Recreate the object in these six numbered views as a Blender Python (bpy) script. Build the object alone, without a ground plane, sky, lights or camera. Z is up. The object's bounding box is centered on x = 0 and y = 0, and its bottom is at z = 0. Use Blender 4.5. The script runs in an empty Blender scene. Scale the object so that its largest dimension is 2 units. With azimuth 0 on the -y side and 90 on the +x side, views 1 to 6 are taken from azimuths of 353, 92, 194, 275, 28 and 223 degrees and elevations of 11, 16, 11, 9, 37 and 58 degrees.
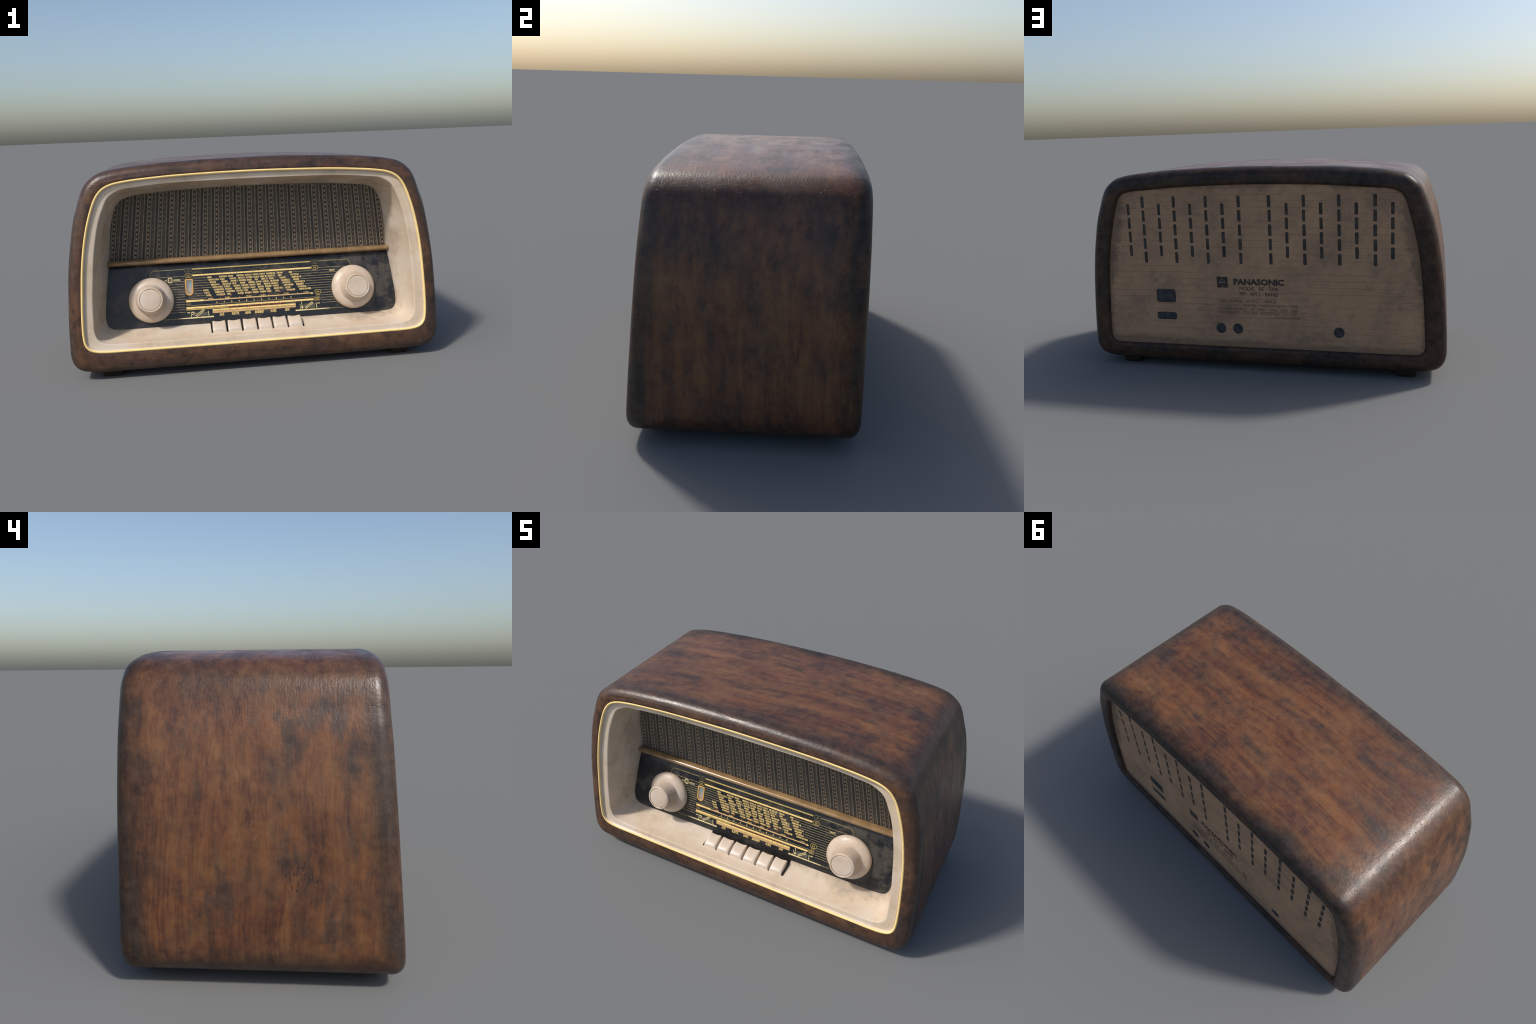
# Vintage table radio: arched wooden cabinet, cream bezel with a funnel-shaped recess,
# speaker cloth, printed dial, two knobs, six piano keys and a fibre-board back.
import bpy, bmesh, math, random
import numpy as np
from mathutils import Vector, Matrix, noise as mnoise

rng = random.Random(7)
COL = bpy.context.scene.collection

# ------------------------------------------------------------------ node helpers
class Mat:
    def __init__(self, name, rough=0.5, color=(.5, .5, .5), metal=0.0, spec=0.5, coat=0.0, coat_rough=0.1):
        self.m = bpy.data.materials.new(name)
        self.m.use_nodes = True
        self.nt = self.m.node_tree
        self.b = self.nt.nodes["Principled BSDF"]
        self.b.inputs["Base Color"].default_value = (*color, 1)
        self.b.inputs["Roughness"].default_value = rough
        self.b.inputs["Metallic"].default_value = metal
        self.b.inputs["Specular IOR Level"].default_value = spec
        self.b.inputs["Coat Weight"].default_value = coat
        self.b.inputs["Coat Roughness"].default_value = coat_rough
        self._tc = None

    def put(self, sock, v):
        if v is None:
            return
        if isinstance(v, bpy.types.NodeSocket):
            self.nt.links.new(v, sock)
        elif isinstance(v, (tuple, list)):
            n = len(sock.default_value)
            sock.default_value = tuple(v) + (1,) * (n - len(v))
        else:
            sock.default_value = v

    def set(self, name, v):
        self.put(self.b.inputs[name], v)

    @property
    def obj(self):
        if not self._tc:
            self._tc = self.nt.nodes.new("ShaderNodeTexCoord")
        return self._tc.outputs["Object"]

    def xyz(self, v=None):
        n = self.nt.nodes.new("ShaderNodeSeparateXYZ")
        self.put(n.inputs[0], v if v is not None else self.obj)
        return n.outputs

    def normal(self):
        return self.nt.nodes.new("ShaderNodeNewGeometry").outputs["Normal"]

    def math(self, op, a, b=None, c=None, clamp=False):
        n = self.nt.nodes.new("ShaderNodeMath")
        n.operation = op
        n.use_clamp = clamp
        for i, v in enumerate((a, b, c)):
            self.put(n.inputs[i], v)
        return n.outputs[0]

    def vmath(self, op, a, b=None, scale=None):
        n = self.nt.nodes.new("ShaderNodeVectorMath")
        n.operation = op
        self.put(n.inputs[0], a)
        if b is not None:
            self.put(n.inputs[1], b)
        if scale is not None:
            self.put(n.inputs["Scale"], scale)
        return n.outputs[0]

    def vec(self, x=0., y=0., z=0.):
        n = self.nt.nodes.new("ShaderNodeCombineXYZ")
        for i, v in enumerate((x, y, z)):
            self.put(n.inputs[i], v)
        return n.outputs[0]

    def mapping(self, v, scale=(1, 1, 1), loc=(0, 0, 0), rot=(0, 0, 0)):
        n = self.nt.nodes.new("ShaderNodeMapping")
        self.put(n.inputs["Vector"], v)
        n.inputs["Scale"].default_value = scale
        n.inputs["Location"].default_value = loc
        n.inputs["Rotation"].default_value = rot
        return n.outputs[0]

    def noise(self, v=None, scale=5., detail=4., rough=.55, dist=0., color=False):
        n = self.nt.nodes.new("ShaderNodeTexNoise")
        self.put(n.inputs["Vector"], v if v is not None else self.obj)
        n.inputs["Scale"].default_value = scale
        n.inputs["Detail"].default_value = detail
        n.inputs["Roughness"].default_value = rough
        n.inputs["Distortion"].default_value = dist
        return n.outputs["Color" if color else "Fac"]

    def voronoi(self, v=None, scale=10., rand=1.0):
        n = self.nt.nodes.new("ShaderNodeTexVoronoi")
        self.put(n.inputs["Vector"], v if v is not None else self.obj)
        n.inputs["Scale"].default_value = scale
        n.inputs["Randomness"].default_value = rand
        return n.outputs["Distance"]

    def smooth(self, v, lo, hi, a=0., b=1.):
        n = self.nt.nodes.new("ShaderNodeMapRange")
        n.interpolation_type = 'SMOOTHSTEP'
        self.put(n.inputs["Value"], v)
        n.inputs["From Min"].default_value = lo
        n.inputs["From Max"].default_value = hi
        n.inputs["To Min"].default_value = a
        n.inputs["To Max"].default_value = b
        return n.outputs["Result"]

    def ramp(self, v, stops):
        n = self.nt.nodes.new("ShaderNodeValToRGB")
        self.put(n.inputs[0], v)
        el = n.color_ramp.elements
        while len(el) < len(stops):
            el.new(0.5)
        for e, (p, c) in zip(el, stops):
            e.position = p
            e.color = (*c, 1)
        return n.outputs["Color"]

    def mix(self, f, a, b, mode='MIX'):
        n = self.nt.nodes.new("ShaderNodeMix")
        n.data_type = 'RGBA'
        n.blend_type = mode
        self.put(n.inputs["Factor"], f)
        self.put(n.inputs[6], a)
        self.put(n.inputs[7], b)
        return n.outputs[2]

    def mixf(self, f, a, b):
        n = self.nt.nodes.new("ShaderNodeMix")
        n.data_type = 'FLOAT'
        self.put(n.inputs["Factor"], f)
        self.put(n.inputs[2], a)
        self.put(n.inputs[3], b)
        return n.outputs[0]

    def bump(self, h, strength=.3, dist=.01):
        n = self.nt.nodes.new("ShaderNodeBump")
        n.inputs["Strength"].default_value = strength
        n.inputs["Distance"].default_value = dist
        self.put(n.inputs["Height"], h)
        self.set("Normal", n.outputs[0])

# ------------------------------------------------------------------ materials
def wood_material():
    M = Mat("worn_walnut", rough=.42, spec=.5)
    X, Y, Z = M.xyz()
    nx, ny, nz = M.xyz(M.normal())
    side = M.math('MAXIMUM', M.smooth(M.math('ABSOLUTE', nx), .45, .85),
                  M.smooth(M.math('ABSOLUTE', X), .85, .93))
    # broad, lazy figure with one swirl near the middle of every face, and tight straight pores
    warp = M.noise(scale=1.7, detail=1.5, color=True)
    warp = M.vmath('SCALE', M.vmath('SUBTRACT', warp, (.5, .5, .5)), scale=.13)
    wc = M.vmath('ADD', M.obj, warp)
    def grain(k, along, detail, loc=(0, 0, 0), src=None):
        src = src or wc
        a = M.noise(M.mapping(src, (along, k, k), loc), 1, detail, .6)
        b = M.noise(M.mapping(src, (k, k, along), loc), 1, detail, .6)
        return M.mixf(side, a, b)
    g1 = grain(26, .9, 3)
    g2 = grain(120, 5., 4, (3, 1, 7))
    g3 = grain(11, 1.6, 2, (5, 5, 2))
    patch = M.noise(M.mapping(M.obj, (1, 1, 1), (5, 2, 1)), 3.4, 5, .62)
    mott = M.noise(M.mapping(M.obj, (1, 1, 1), (2, 9, 1)), 24., 5, .68)
    g = M.math('ADD', M.math('MULTIPLY', g1, .32), M.math('MULTIPLY', g2, .26))
    g = M.math('ADD', g, M.math('MULTIPLY', g3, .16))
    g = M.math('ADD', g, M.math('MULTIPLY', patch, .34))
    g = M.math('ADD', g, M.math('MULTIPLY', mott, .32))
    g = M.math('SUBTRACT', g, .20)
    col = M.ramp(g, [(.36, (.044, .022, .016)), (.44, (.084, .035, .019)), (.51, (.128, .055, .024)),
                     (.58, (.164, .073, .030)), (.67, (.200, .097, .040))])
    hue = M.smooth(M.noise(M.mapping(M.obj, (1, 1, 1), (9, 4, 2)), 5.5, 4, .6), .42, .62)
    col = M.mix(M.math('MULTIPLY', hue, .45), col, M.mix(1., col, (.98, .78, .70), 'MULTIPLY'))
    # dark grime: soft blotches, and a heavier film along the rounded edges
    n1 = grain(6.0, 4.2, 6, (1, 8, 3))
    n2 = grain(19, 6.5, 6, (4, 4, 9))
    nn = M.math('ADD', M.math('MULTIPLY', n1, .6), M.math('MULTIPLY', n2, .4))
    blot = M.smooth(M.math('ADD', nn, M.math('MULTIPLY', M.math('SUBTRACT', g2, .5), .30)), .470, .640)
    fleck = M.smooth(M.math('ADD', M.math('MULTIPLY', mott, .6), M.math('MULTIPLY', n2, .4)), .52, .64, 0., .5)
    blot = M.math('MAXIMUM', blot, fleck)
    yy = M.math('SUBTRACT', Y, M.math('MULTIPLY', Z, .07))           # depth behind the raked front plane
    wob = M.math('MULTIPLY', M.math('SUBTRACT', nn, .5), .22)
    front = M.math('SUBTRACT', 1., M.smooth(M.math('ABSOLUTE', M.math('ADD', M.math('ADD', yy, .437), M.math('MULTIPLY', wob, .25))), .015, .075))
    face = M.math('MULTIPLY', M.smooth(yy, -.440, -.425, 1., 0.), M.smooth(M.math('ADD', n1, M.math('MULTIPLY', mott, .3)), .54, .70, .95, .12))
    back = M.smooth(M.math('ADD', Y, wob), .315, .445)
    foot = M.math('SUBTRACT', 1., M.smooth(M.math('ADD', Z, M.math('MULTIPLY', wob, 1.3)), .07, .19))
    shoulder = M.math('MULTIPLY', M.smooth(M.math('ADD', M.math('ABSOLUTE', X), wob), .72, .85),
                      M.smooth(M.math('ADD', Z, M.math('MULTIPLY', wob, .6)), .90, 1.0))
    edge = M.math('MAXIMUM', M.math('MAXIMUM', M.math('MULTIPLY', front, .92), M.math('MULTIPLY', back, .96)),
                  M.math('MAXIMUM', M.math('MULTIPLY', foot, .85), M.math('MULTIPLY', shoulder, .55)))
    near_trim = M.math('MULTIPLY', M.smooth(yy, -.470, -.455, 1., 0.), M.smooth(M.noise(M.mapping(M.obj, (1, 1, 1), (3, 3, 1)), 8., 4, .6), .40, .62, .75, .15))
    edge = M.math('MAXIMUM', edge, M.math('MAXIMUM', face, M.math('MULTIPLY', near_trim, .6)))
    dirt = M.math('MAXIMUM', M.math('MULTIPLY', blot, .72),
                  M.math('MULTIPLY', edge, M.smooth(nn, .40, .62, .70, 1.)), clamp=True)
    gcol = M.mix(M.smooth(mott, .3, .7), (.015, .0125, .0115), (.043, .033, .0275))
    col = M.mix(dirt, col, gcol)
    # clusters of short gouges and tiny pits
    pits = M.smooth(M.voronoi(M.mapping(wc, (1, 1, 1)), 34.), .035, .09, 1., 0.)
    keep = M.smooth(M.noise(M.mapping(M.obj, (1, 1, 1), (2, 6, 6)), 7., 2, .5), .55, .66)
    pits = M.math('MULTIPLY', pits, keep)
    gouge = None
    for (cx, cy, cz, axis, r) in ((.985, .13, .38, 0, .085), (-.985, -.13, .38, 0, .085), (-.12, -.15, 1.12, 2, .085), (.28, .12, 1.115, 2, .06)):
        d = M.nt.nodes.new("ShaderNodeVectorMath"); d.operation = 'DISTANCE'
        M.put(d.inputs[0], M.obj); d.inputs[1].default_value = (cx, cy, cz)
        m = M.smooth(d.outputs["Value"], r * .25, r, 1., 0.)
        sc = (20, 150, 42) if axis == 0 else (42, 150, 20)
        rot = (.55, 0, 0) if axis == 0 else (0, 0, .5)
        s = M.smooth(M.noise(M.mapping(M.obj, sc, (1, 2, 3), rot), 1, 2, .5), .58, .70)
        s = M.math('MULTIPLY', s, m)
        gouge = s if gouge is None else M.math('MAXIMUM', gouge, s)
    # fine pitting, densest over the polished shoulders
    p2 = M.smooth(M.voronoi(M.mapping(wc, (1, 1, 1), (3, 3, 3)), 75.), .10, .22, 1., 0.)
    k2 = M.math('MULTIPLY', M.smooth(M.noise(M.mapping(M.obj, (1, 1, 1), (6, 1, 2)), 26., 3, .6), .50, .62),
                M.smooth(M.math('ABSOLUTE', M.math('SUBTRACT', M.math('ABSOLUTE', nx), .6)), .15, .42, .9, .12))
    pits = M.math('MAXIMUM', pits, M.math('MULTIPLY', p2, k2))
    marks = M.math('MAXIMUM', M.math('MULTIPLY', pits, .75), gouge)
    col = M.mix(M.math('MULTIPLY', marks, .8), col, (.012, .010, .009))
    M.set("Base Color", col)
    M.set("Specular IOR Level", M.mixf(M.smooth(Y, .30, .44), .46, .22))
    M.set("Roughness", M.math('ADD', M.smooth(nn, .35, .65, .28, .44), M.math('MULTIPLY', marks, .3)))
    rough_n = M.noise(M.mapping(M.obj, (1, 1, 1)), 55., 4, .6)
    h = M.math('ADD', M.math('MULTIPLY', g2, .5), M.math('MULTIPLY', rough_n, .45))
    h = M.math('ADD', h, M.math('MULTIPLY', mott, .35))
    h = M.math('SUBTRACT', h, M.math('MULTIPLY', marks, 1.6))
    M.bump(h, .5, .004)
    return M.m

def cream_material(name, c, dirt_amt=.8, seed=0., rough=.36, scale=1.):
    M = Mat(name, rough=rough, spec=.5)
    n1 = M.noise(M.mapping(M.obj, (1, 1, 1), (seed, 2, 1)), 5. * scale, 6, .62)
    n2 = M.noise(M.mapping(M.obj, (1, 1, 1), (3, seed, 5)), 28. * scale, 4, .6)
    nn = M.math('ADD', M.math('MULTIPLY', n1, .7), M.math('MULTIPLY', n2, .3))
    stain = M.smooth(nn, .52, .70)
    c2 = tuple(v * k for v, k in zip(c, (.93, .87, .78)))
    col = M.mix(M.smooth(n1, .35, .6), c, c2)
    col = M.mix(M.math('MULTIPLY', stain, dirt_amt), col, tuple(v * k for v, k in zip(c, (.46, .46, .50))))
    speck = M.smooth(M.voronoi(None, 42. * scale), .03, .07, 1., 0.)
    speck = M.math('MULTIPLY', speck, M.smooth(M.noise(M.mapping(M.obj, (1, 1, 1), (7, seed, 0)), 12., 2, .5), .55, .66))
    col = M.mix(M.math('MULTIPLY', speck, .6), col, (.12, .10, .08))
    M.set("Base Color", col)
    M.set("Roughness", M.smooth(nn, .35, .65, rough - .06, rough + .16))
    return M, nn

def bezel_material():
    M, nn = cream_material("aged_cream_plastic", (.62, .525, .425), .42, 1.3)
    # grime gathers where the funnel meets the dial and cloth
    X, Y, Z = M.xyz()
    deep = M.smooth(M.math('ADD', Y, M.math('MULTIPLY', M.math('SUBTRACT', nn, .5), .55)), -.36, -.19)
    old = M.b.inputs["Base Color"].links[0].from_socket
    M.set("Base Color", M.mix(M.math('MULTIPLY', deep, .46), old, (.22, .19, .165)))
    return M.m

def simple(name, c, rough=.5, metal=0., spec=.5, vary=.25, scale=20., coat=0.):
    M = Mat(name, rough, c, metal, spec, coat)
    n = M.noise(None, scale, 4, .6)
    M.set("Base Color", M.mix(M.smooth(n, .3, .7), tuple(v * (1 - vary) for v in c), tuple(min(1, v * (1 + vary)) for v in c)))
    return M.m

def dial_material():
    M = Mat("black_dial_glass", rough=.3, spec=.45)
    X, Y, Z = M.xyz()
    n1 = M.noise(M.mapping(M.obj, (1, 1, 1), (2, 0, 4)), 7., 6, .68)
    n2 = M.noise(M.mapping(M.obj, (1, 1, 1), (2, 5, 4)), 38., 4, .6)
    f = M.math('ADD', M.math('MULTIPLY', n1, .75), M.math('MULTIPLY', n2, .25))
    right = M.smooth(X, .48, .74, 0., .10)
    left = M.smooth(X, -.78, -.45, .045, 0.)
    f = M.math('ADD', M.math('ADD', f, right), left)
    dust = M.smooth(f, .49, .63)
    col = M.mix(dust, (.0085, .0095, .0130), (.056, .049, .041))
    low = M.smooth(Z, .22, .30, .5, 0.)
    col = M.mix(M.math('MULTIPLY', low, n2), col, (.04, .034, .027))
    speck = M.math('MULTIPLY', M.smooth(M.voronoi(None, 60.), .05, .10, 1., 0.), .35)
    col = M.mix(speck, col, (.06, .055, .05))
    M.set("Base Color", col)
    M.set("Roughness", M.smooth(f, .4, .7, .30, .55))
    return M.m

def cloth_material(period, dotp):
    M = Mat("woven_speaker_cloth", rough=.85, spec=.15)
    X, Y, Z = M.xyz()
    # threads converge slightly towards the top, like the opening itself
    u = M.math('DIVIDE', X, M.math('SUBTRACT', 1., M.math('MULTIPLY', M.math('SUBTRACT', Z, .6), .2)))
    wob = M.math('MULTIPLY', M.math('SUBTRACT', M.noise(None, 9., 2, .5), .5), .004)
    u = M.math('ADD', u, wob)
    p = M.math('DIVIDE', u, period)
    cell = M.math('FLOOR', M.math('ADD', p, .5))
    fu = M.math('SUBTRACT', p, cell)                        # -.5 .. .5, printed row at 0
    row = M.math('DIVIDE', M.math('ADD', Z, M.math('MULTIPLY', cell, .0057)), dotp)
    fr = M.math('SUBTRACT', row, M.math('FLOOR', row))
    def dots(at, w):
        d = M.math('DIVIDE', M.math('ABSOLUTE', M.math('SUBTRACT', fu, at)), w)
        v = M.math('DIVIDE', M.math('ABSOLUTE', M.math('SUBTRACT', fr, .5)), .40)
        t = M.smooth(M.math('ADD', d, v), .65, 1.1, 1., 0.)
        v2 = M.math('SUBTRACT', .5, M.math('ABSOLUTE', M.math('SUBTRACT', fr, .5)))
        k = M.math('ADD', M.math('DIVIDE', d, 1.5), M.math('DIVIDE', v2, .26))
        return t, M.smooth(k, .7, 1.1, 1., 0.)
    t1, k1 = dots(0., .075)
    t2, k2 = dots(.375, .050)
    fade = M.noise(M.vec(M.math('MULTIPLY', u, 4.), 0, M.math('MULTIPLY', Z, 1.6)), 2.2, 2, .5)
    s1 = M.smooth(fade, .36, .55, .45, 1.)
    s2 = M.smooth(fade, .40, .60, .9, .15)
    base = M.mix(M.noise(None, 60., 3, .6), (.036, .033, .031), (.080, .070, .061))
    frays = M.noise(M.vec(M.math('MULTIPLY', u, 120.), 0, M.math('MULTIPLY', Z, 260.)), 1., 2, .6)
    band = M.smooth(M.math('ADD', M.math('ABSOLUTE', fu), M.math('MULTIPLY', M.math('SUBTRACT', frays, .5), .10)), .09, .15, 1., 0.)
    base = M.mix(M.math('MULTIPLY', band, .8), base, (.135, .108, .083))
    band2 = M.smooth(M.math('ADD', M.math('ABSOLUTE', M.math('SUBTRACT', fu, .39)), M.math('MULTIPLY', M.math('SUBTRACT', frays, .5), .16)), .05, .12, 1., 0.)
    base = M.mix(M.math('MULTIPLY', band2, .7), base, (.135, .108, .083))
    col = M.mix(M.math('MULTIPLY', k1, .85), base, (.012, .012, .013))
    col = M.mix(M.math('MULTIPLY', M.math('MULTIPLY', k2, s2), .6), col, (.016, .015, .015))
    col = M.mix(M.math('MULTIPLY', t1, s1), col, (.38, .26, .165))
    col = M.mix(M.math('MULTIPLY', t2, M.math('MULTIPLY', s2, .7)), col, (.22, .15, .10))
    dust = M.smooth(M.noise(None, 8., 4, .6), .45, .75, .05, .4)
    col = M.mix(dust, col, (.085, .076, .066))
    M.set("Base Color", col)
    return M.m

def back_material():
    M = Mat("fibre_board", rough=.75, spec=.25)
    X, Y, Z = M.xyz()
    n1 = M.noise(M.mapping(M.obj, (1, 1, 1), (3, 1, 8)), 4.2, 6, .64)
    n2 = M.noise(M.mapping(M.obj, (1, 1, 1), (3, 7, 8)), 30., 5, .65)
    nn = M.math('ADD', M.math('MULTIPLY', n1, .7), M.math('MULTIPLY', n2, .3))
    col = M.ramp(nn, [(.36, (.46, .280, .163)), (.5, (.385, .235, .141)), (.66, (.25, .160, .106))])
    # faint ruled lines, a little wavy and broken
    zz = M.math('ADD', Z, M.math('MULTIPLY', M.math('SUBTRACT', M.noise(M.mapping(M.obj, (3, 0, 1)), 2., 3, .5), .5), .012))
    fr = M.math('FRACT', M.math('DIVIDE', zz, .0357))
    line = M.smooth(M.math('ABSOLUTE', M.math('SUBTRACT', fr, .5)), .02, .085, 1., 0.)
    brk = M.smooth(M.noise(M.mapping(M.obj, (4, 1, 26), (1, 1, 4)), 1., 3, .6), .36, .56, .15, 1.)
    col = M.mix(M.math('MULTIPLY', M.math('MULTIPLY', line, brk), .50), col, (.235, .122, .060))
    # grey smudges
    sm = M.smooth(M.noise(M.mapping(M.obj, (1, 1, 1), (8, 1, 3)), 7., 6, .7), .56, .72)
    col = M.mix(M.math('MULTIPLY', sm, .60), col, (.150, .110, .084))
    speck = M.math('MULTIPLY', M.smooth(M.voronoi(None, 30.), .03, .07, 1., 0.), M.smooth(n1, .5, .6))
    col = M.mix(M.math('MULTIPLY', speck, .5), col, (.06, .05, .045))
    # dark margin
    ax = M.math('ABSOLUTE', X)
    lim = M.smooth(Z, .25, 1.0, .885, .76)
    m1 = M.smooth(M.math('SUBTRACT', M.math('ADD', ax, M.math('MULTIPLY', M.math('SUBTRACT', n2, .5), .12)), lim), -.025, .02)
    m2 = M.smooth(M.math('ADD', Z, M.math('MULTIPLY', M.math('SUBTRACT', nn, .5), .22)), .145, .185, 1., 0.)
    m3 = M.smooth(M.math('ADD', Z, M.math('MULTIPLY', M.math('SUBTRACT', nn, .5), .22)), 1.0, 1.045)
    mm = M.math('MAXIMUM', m1, M.math('MAXIMUM', m2, m3))
    col = M.mix(M.math('MULTIPLY', mm, .5), col, (.075, .058, .046))
    M.set("Base Color", col)
    M.bump(n2, .15, .003)
    return M.m

def eye_material():
    M = Mat("tuning_eye_glass", rough=.12, spec=.5, coat=.5)
    X, Y, Z = M.xyz()
    t = M.smooth(Z, .376, .456)
    c = M.ramp(t, [(0., (.36, .29, .18)), (.3, (.42, .33, .26)), (.55, (.31, .29, .27)), (.75, (.25, .31, .27)), (1., (.20, .215, .20))])
    s = M.smooth(X, -.372, -.352, .45, 1.)
    c = M.mix(s, (.14, .14, .13), c)
    M.set("Base Color", c)
    return M.m

MAT = {}
MAT["wood"] = wood_material()
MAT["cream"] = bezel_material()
MAT["knob"] = cream_material("cream_knob_plastic", (.59, .50, .425), .38, 4.1, .33, 1.5)[0].m
MAT["key"] = cream_material("cream_key_plastic", (.61, .525, .445), .18, 6.7, .26, 1.7)[0].m
MAT["gold"] = simple("bright_brass_trim", (.86, .63, .26), .55, 0., .15, .04, 30)
MAT["brass"] = simple("tarnished_brass", (.265, .165, .078), .20, .1, .5, .2, 14)
MAT["ring"] = simple("thin_brass_ring", (.50, .40, .22), .35, .3)
MAT["dial"] = dial_material()
MAT["back"] = back_material()
MAT["hole"] = simple("dark_cavity", (.010, .010, .010), .8, 0, .2)
MAT["slit"] = simple("charcoal_slit", (.060, .052, .045), .8, 0, .2, .3, 30)
MAT["socket"] = simple("dusty_dark_socket", (.030, .031, .035), .5, 0, .4, .5, 26)
MAT["ink"] = simple("faded_black_ink", (.060, .046, .040), .8, 0, .1, .35, 40)
MAT["faint_ink"] = simple("faint_brown_ink", (.150, .108, .080), .8, 0, .1, .30, 40)
MAT["pale_ink"] = simple("pale_grey_ink", (.16, .16, .18), .7)
MAT["print"] = simple("gold_print", (.84, .60, .22), .45, 0, .5, .12, 60)
MAT["print_pale"] = simple("pale_print", (.66, .54, .27), .5, 0, .5, .15, 50)
MAT["print_dim"] = simple("dim_gold_print", (.46, .34, .10), .45, 0, .5, .15, 50)
MAT["print_line"] = simple("thin_line_print", (.24, .19, .10), .5, 0, .5, .35, 55)
MAT["print_olive"] = simple("olive_print", (.15, .12, .045), .5, 0, .5, .25, 50)
MAT["print_copper"] = simple("copper_print", (.62, .39, .17), .5, 0, .5, .12, 60)
MAT["print_red"] = simple("red_print", (.36, .10, .035), .5, 0, .5, .2)
MAT["print_dark_red"] = simple("dark_red_print", (.075, .017, .008), .5, 0, .5, .5, 60)
MAT["print_grey"] = simple("grey_print", (.085, .080, .058), .5, 0, .5, .2)
MAT["amber"] = simple("amber_frame", (.58, .33, .085), .35, 0, .5, .12)
MAT["eye"] = eye_material()
MAT["foot"] = simple("dark_foot", (.022, .014, .010), .6, 0, .3)
MAT["cord"] = simple("olive_cord", (.195, .170, .130), .85, 0, .15, .22, 40)

# ------------------------------------------------------------------ object helpers
ROOT = bpy.data.objects.new("table_radio", None)
COL.objects.link(ROOT)
ROOT["label"] = "vintage wooden table radio with cream bezel and gold trim"
ROOT["category"] = "radio"

def add(name, mesh, mat, parent=None, smooth=True, angle=None):
    ob = bpy.data.objects.new(name, mesh)
    COL.objects.link(ob)
    ob.parent = parent or ROOT
    if mat and not mesh.materials:
        mesh.materials.append(MAT[mat])
    if smooth and len(mesh.polygons):
        mesh.polygons.foreach_set("use_smooth", [True] * len(mesh.polygons))
        if angle:
            mesh.set_sharp_from_angle(angle=math.radians(angle))
    return ob

def mesh_from(name, verts, faces, recalc=False):
    me = bpy.data.meshes.new(name)
    me.from_pydata([tuple(map(float, v)) for v in verts], [], faces)
    if recalc:
        bm = bmesh.new(); bm.from_mesh(me)
        bmesh.ops.recalc_face_normals(bm, faces=bm.faces)
        bm.to_mesh(me); bm.free()
    me.update()
    return me

def loft(name, rings, closed=True, recalc=False, cap_first=False, cap_last=False, flip=False):
    n = len(rings[0]); V = [p for r in rings for p in r]; F = []
    for k in range(len(rings) - 1):
        for i in range(n if closed else n - 1):
            j = (i + 1) % n
            f = (k * n + i, k * n + j, (k + 1) * n + j, (k + 1) * n + i)
            F.append(f[::-1] if flip else f)
    if cap_first:
        F.append(tuple(range(n)) if flip else tuple(range(n))[::-1])
    if cap_last:
        o = (len(rings) - 1) * n
        F.append(tuple(o + i for i in range(n))[::-1] if flip else tuple(o + i for i in range(n)))
    return mesh_from(name, V, F, recalc)

# ------------------------------------------------------------------ outlines (front elevation, x-z)
CEN = np.array([0., .57])
def closed_outline(half, per=10):
    """Catmull-Rom loop through a right-hand half outline (top centre to bottom centre), mirrored."""
    P = [np.array(p, float) for p in half]
    P = P + [p * (-1, 1) for p in P[-2:0:-1]]
    n = len(P); out = []
    for i in range(n):
        p0, p1, p2, p3 = P[i - 1], P[i], P[(i + 1) % n], P[(i + 2) % n]
        t = [0]
        for a, b in ((p0, p1), (p1, p2), (p2, p3)):
            t.append(t[-1] + max(np.linalg.norm(b - a), 1e-6) ** .5)
        for k in range(per):
            u = t[1] + (t[2] - t[1]) * k / per
            A1 = (t[1]-u)/(t[1]-t[0])*p0 + (u-t[0])/(t[1]-t[0])*p1
            A2 = (t[2]-u)/(t[2]-t[1])*p1 + (u-t[1])/(t[2]-t[1])*p2
            A3 = (t[3]-u)/(t[3]-t[2])*p2 + (u-t[2])/(t[3]-t[2])*p3
            B1 = (t[2]-u)/(t[2]-t[0])*A1 + (u-t[0])/(t[2]-t[0])*A2
            B2 = (t[3]-u)/(t[3]-t[1])*A2 + (u-t[1])/(t[3]-t[1])*A3
            out.append((t[2]-u)/(t[2]-t[1])*B1 + (u-t[1])/(t[2]-t[1])*B2)
    return np.array(out)

OUTER = closed_outline([(0, 1.127), (.2, 1.1255), (.4, 1.119), (.55, 1.110), (.68, 1.098), (.75, 1.087), (.80, 1.073),
                        (.84, 1.047), (.868, 1.018), (.888, .978), (.907, .922), (.931, .85), (.962, .69), (.980, .55),
                        (.991, .40), (.998, .27), (1.0, .17), (.998, .13), (.986, .091), (.955, .058), (.89, .0415),
                        (.7, .037), (.35, .036), (0, .036)])
TRIM = closed_outline([(0, 1.057), (.25, 1.054), (.42, 1.049), (.55, 1.041), (.65, 1.032), (.725, 1.019), (.77, .999),
                       (.80, .969), (.822, .930), (.855, .838), (.880, .735), (.901, .60), (.913, .46), (.920, .34),
                       (.921, .25), (.914, .200), (.896, .174), (.865, .161), (.82, .1555), (.7, .154), (.35, .153), (0, .153)])
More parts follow.
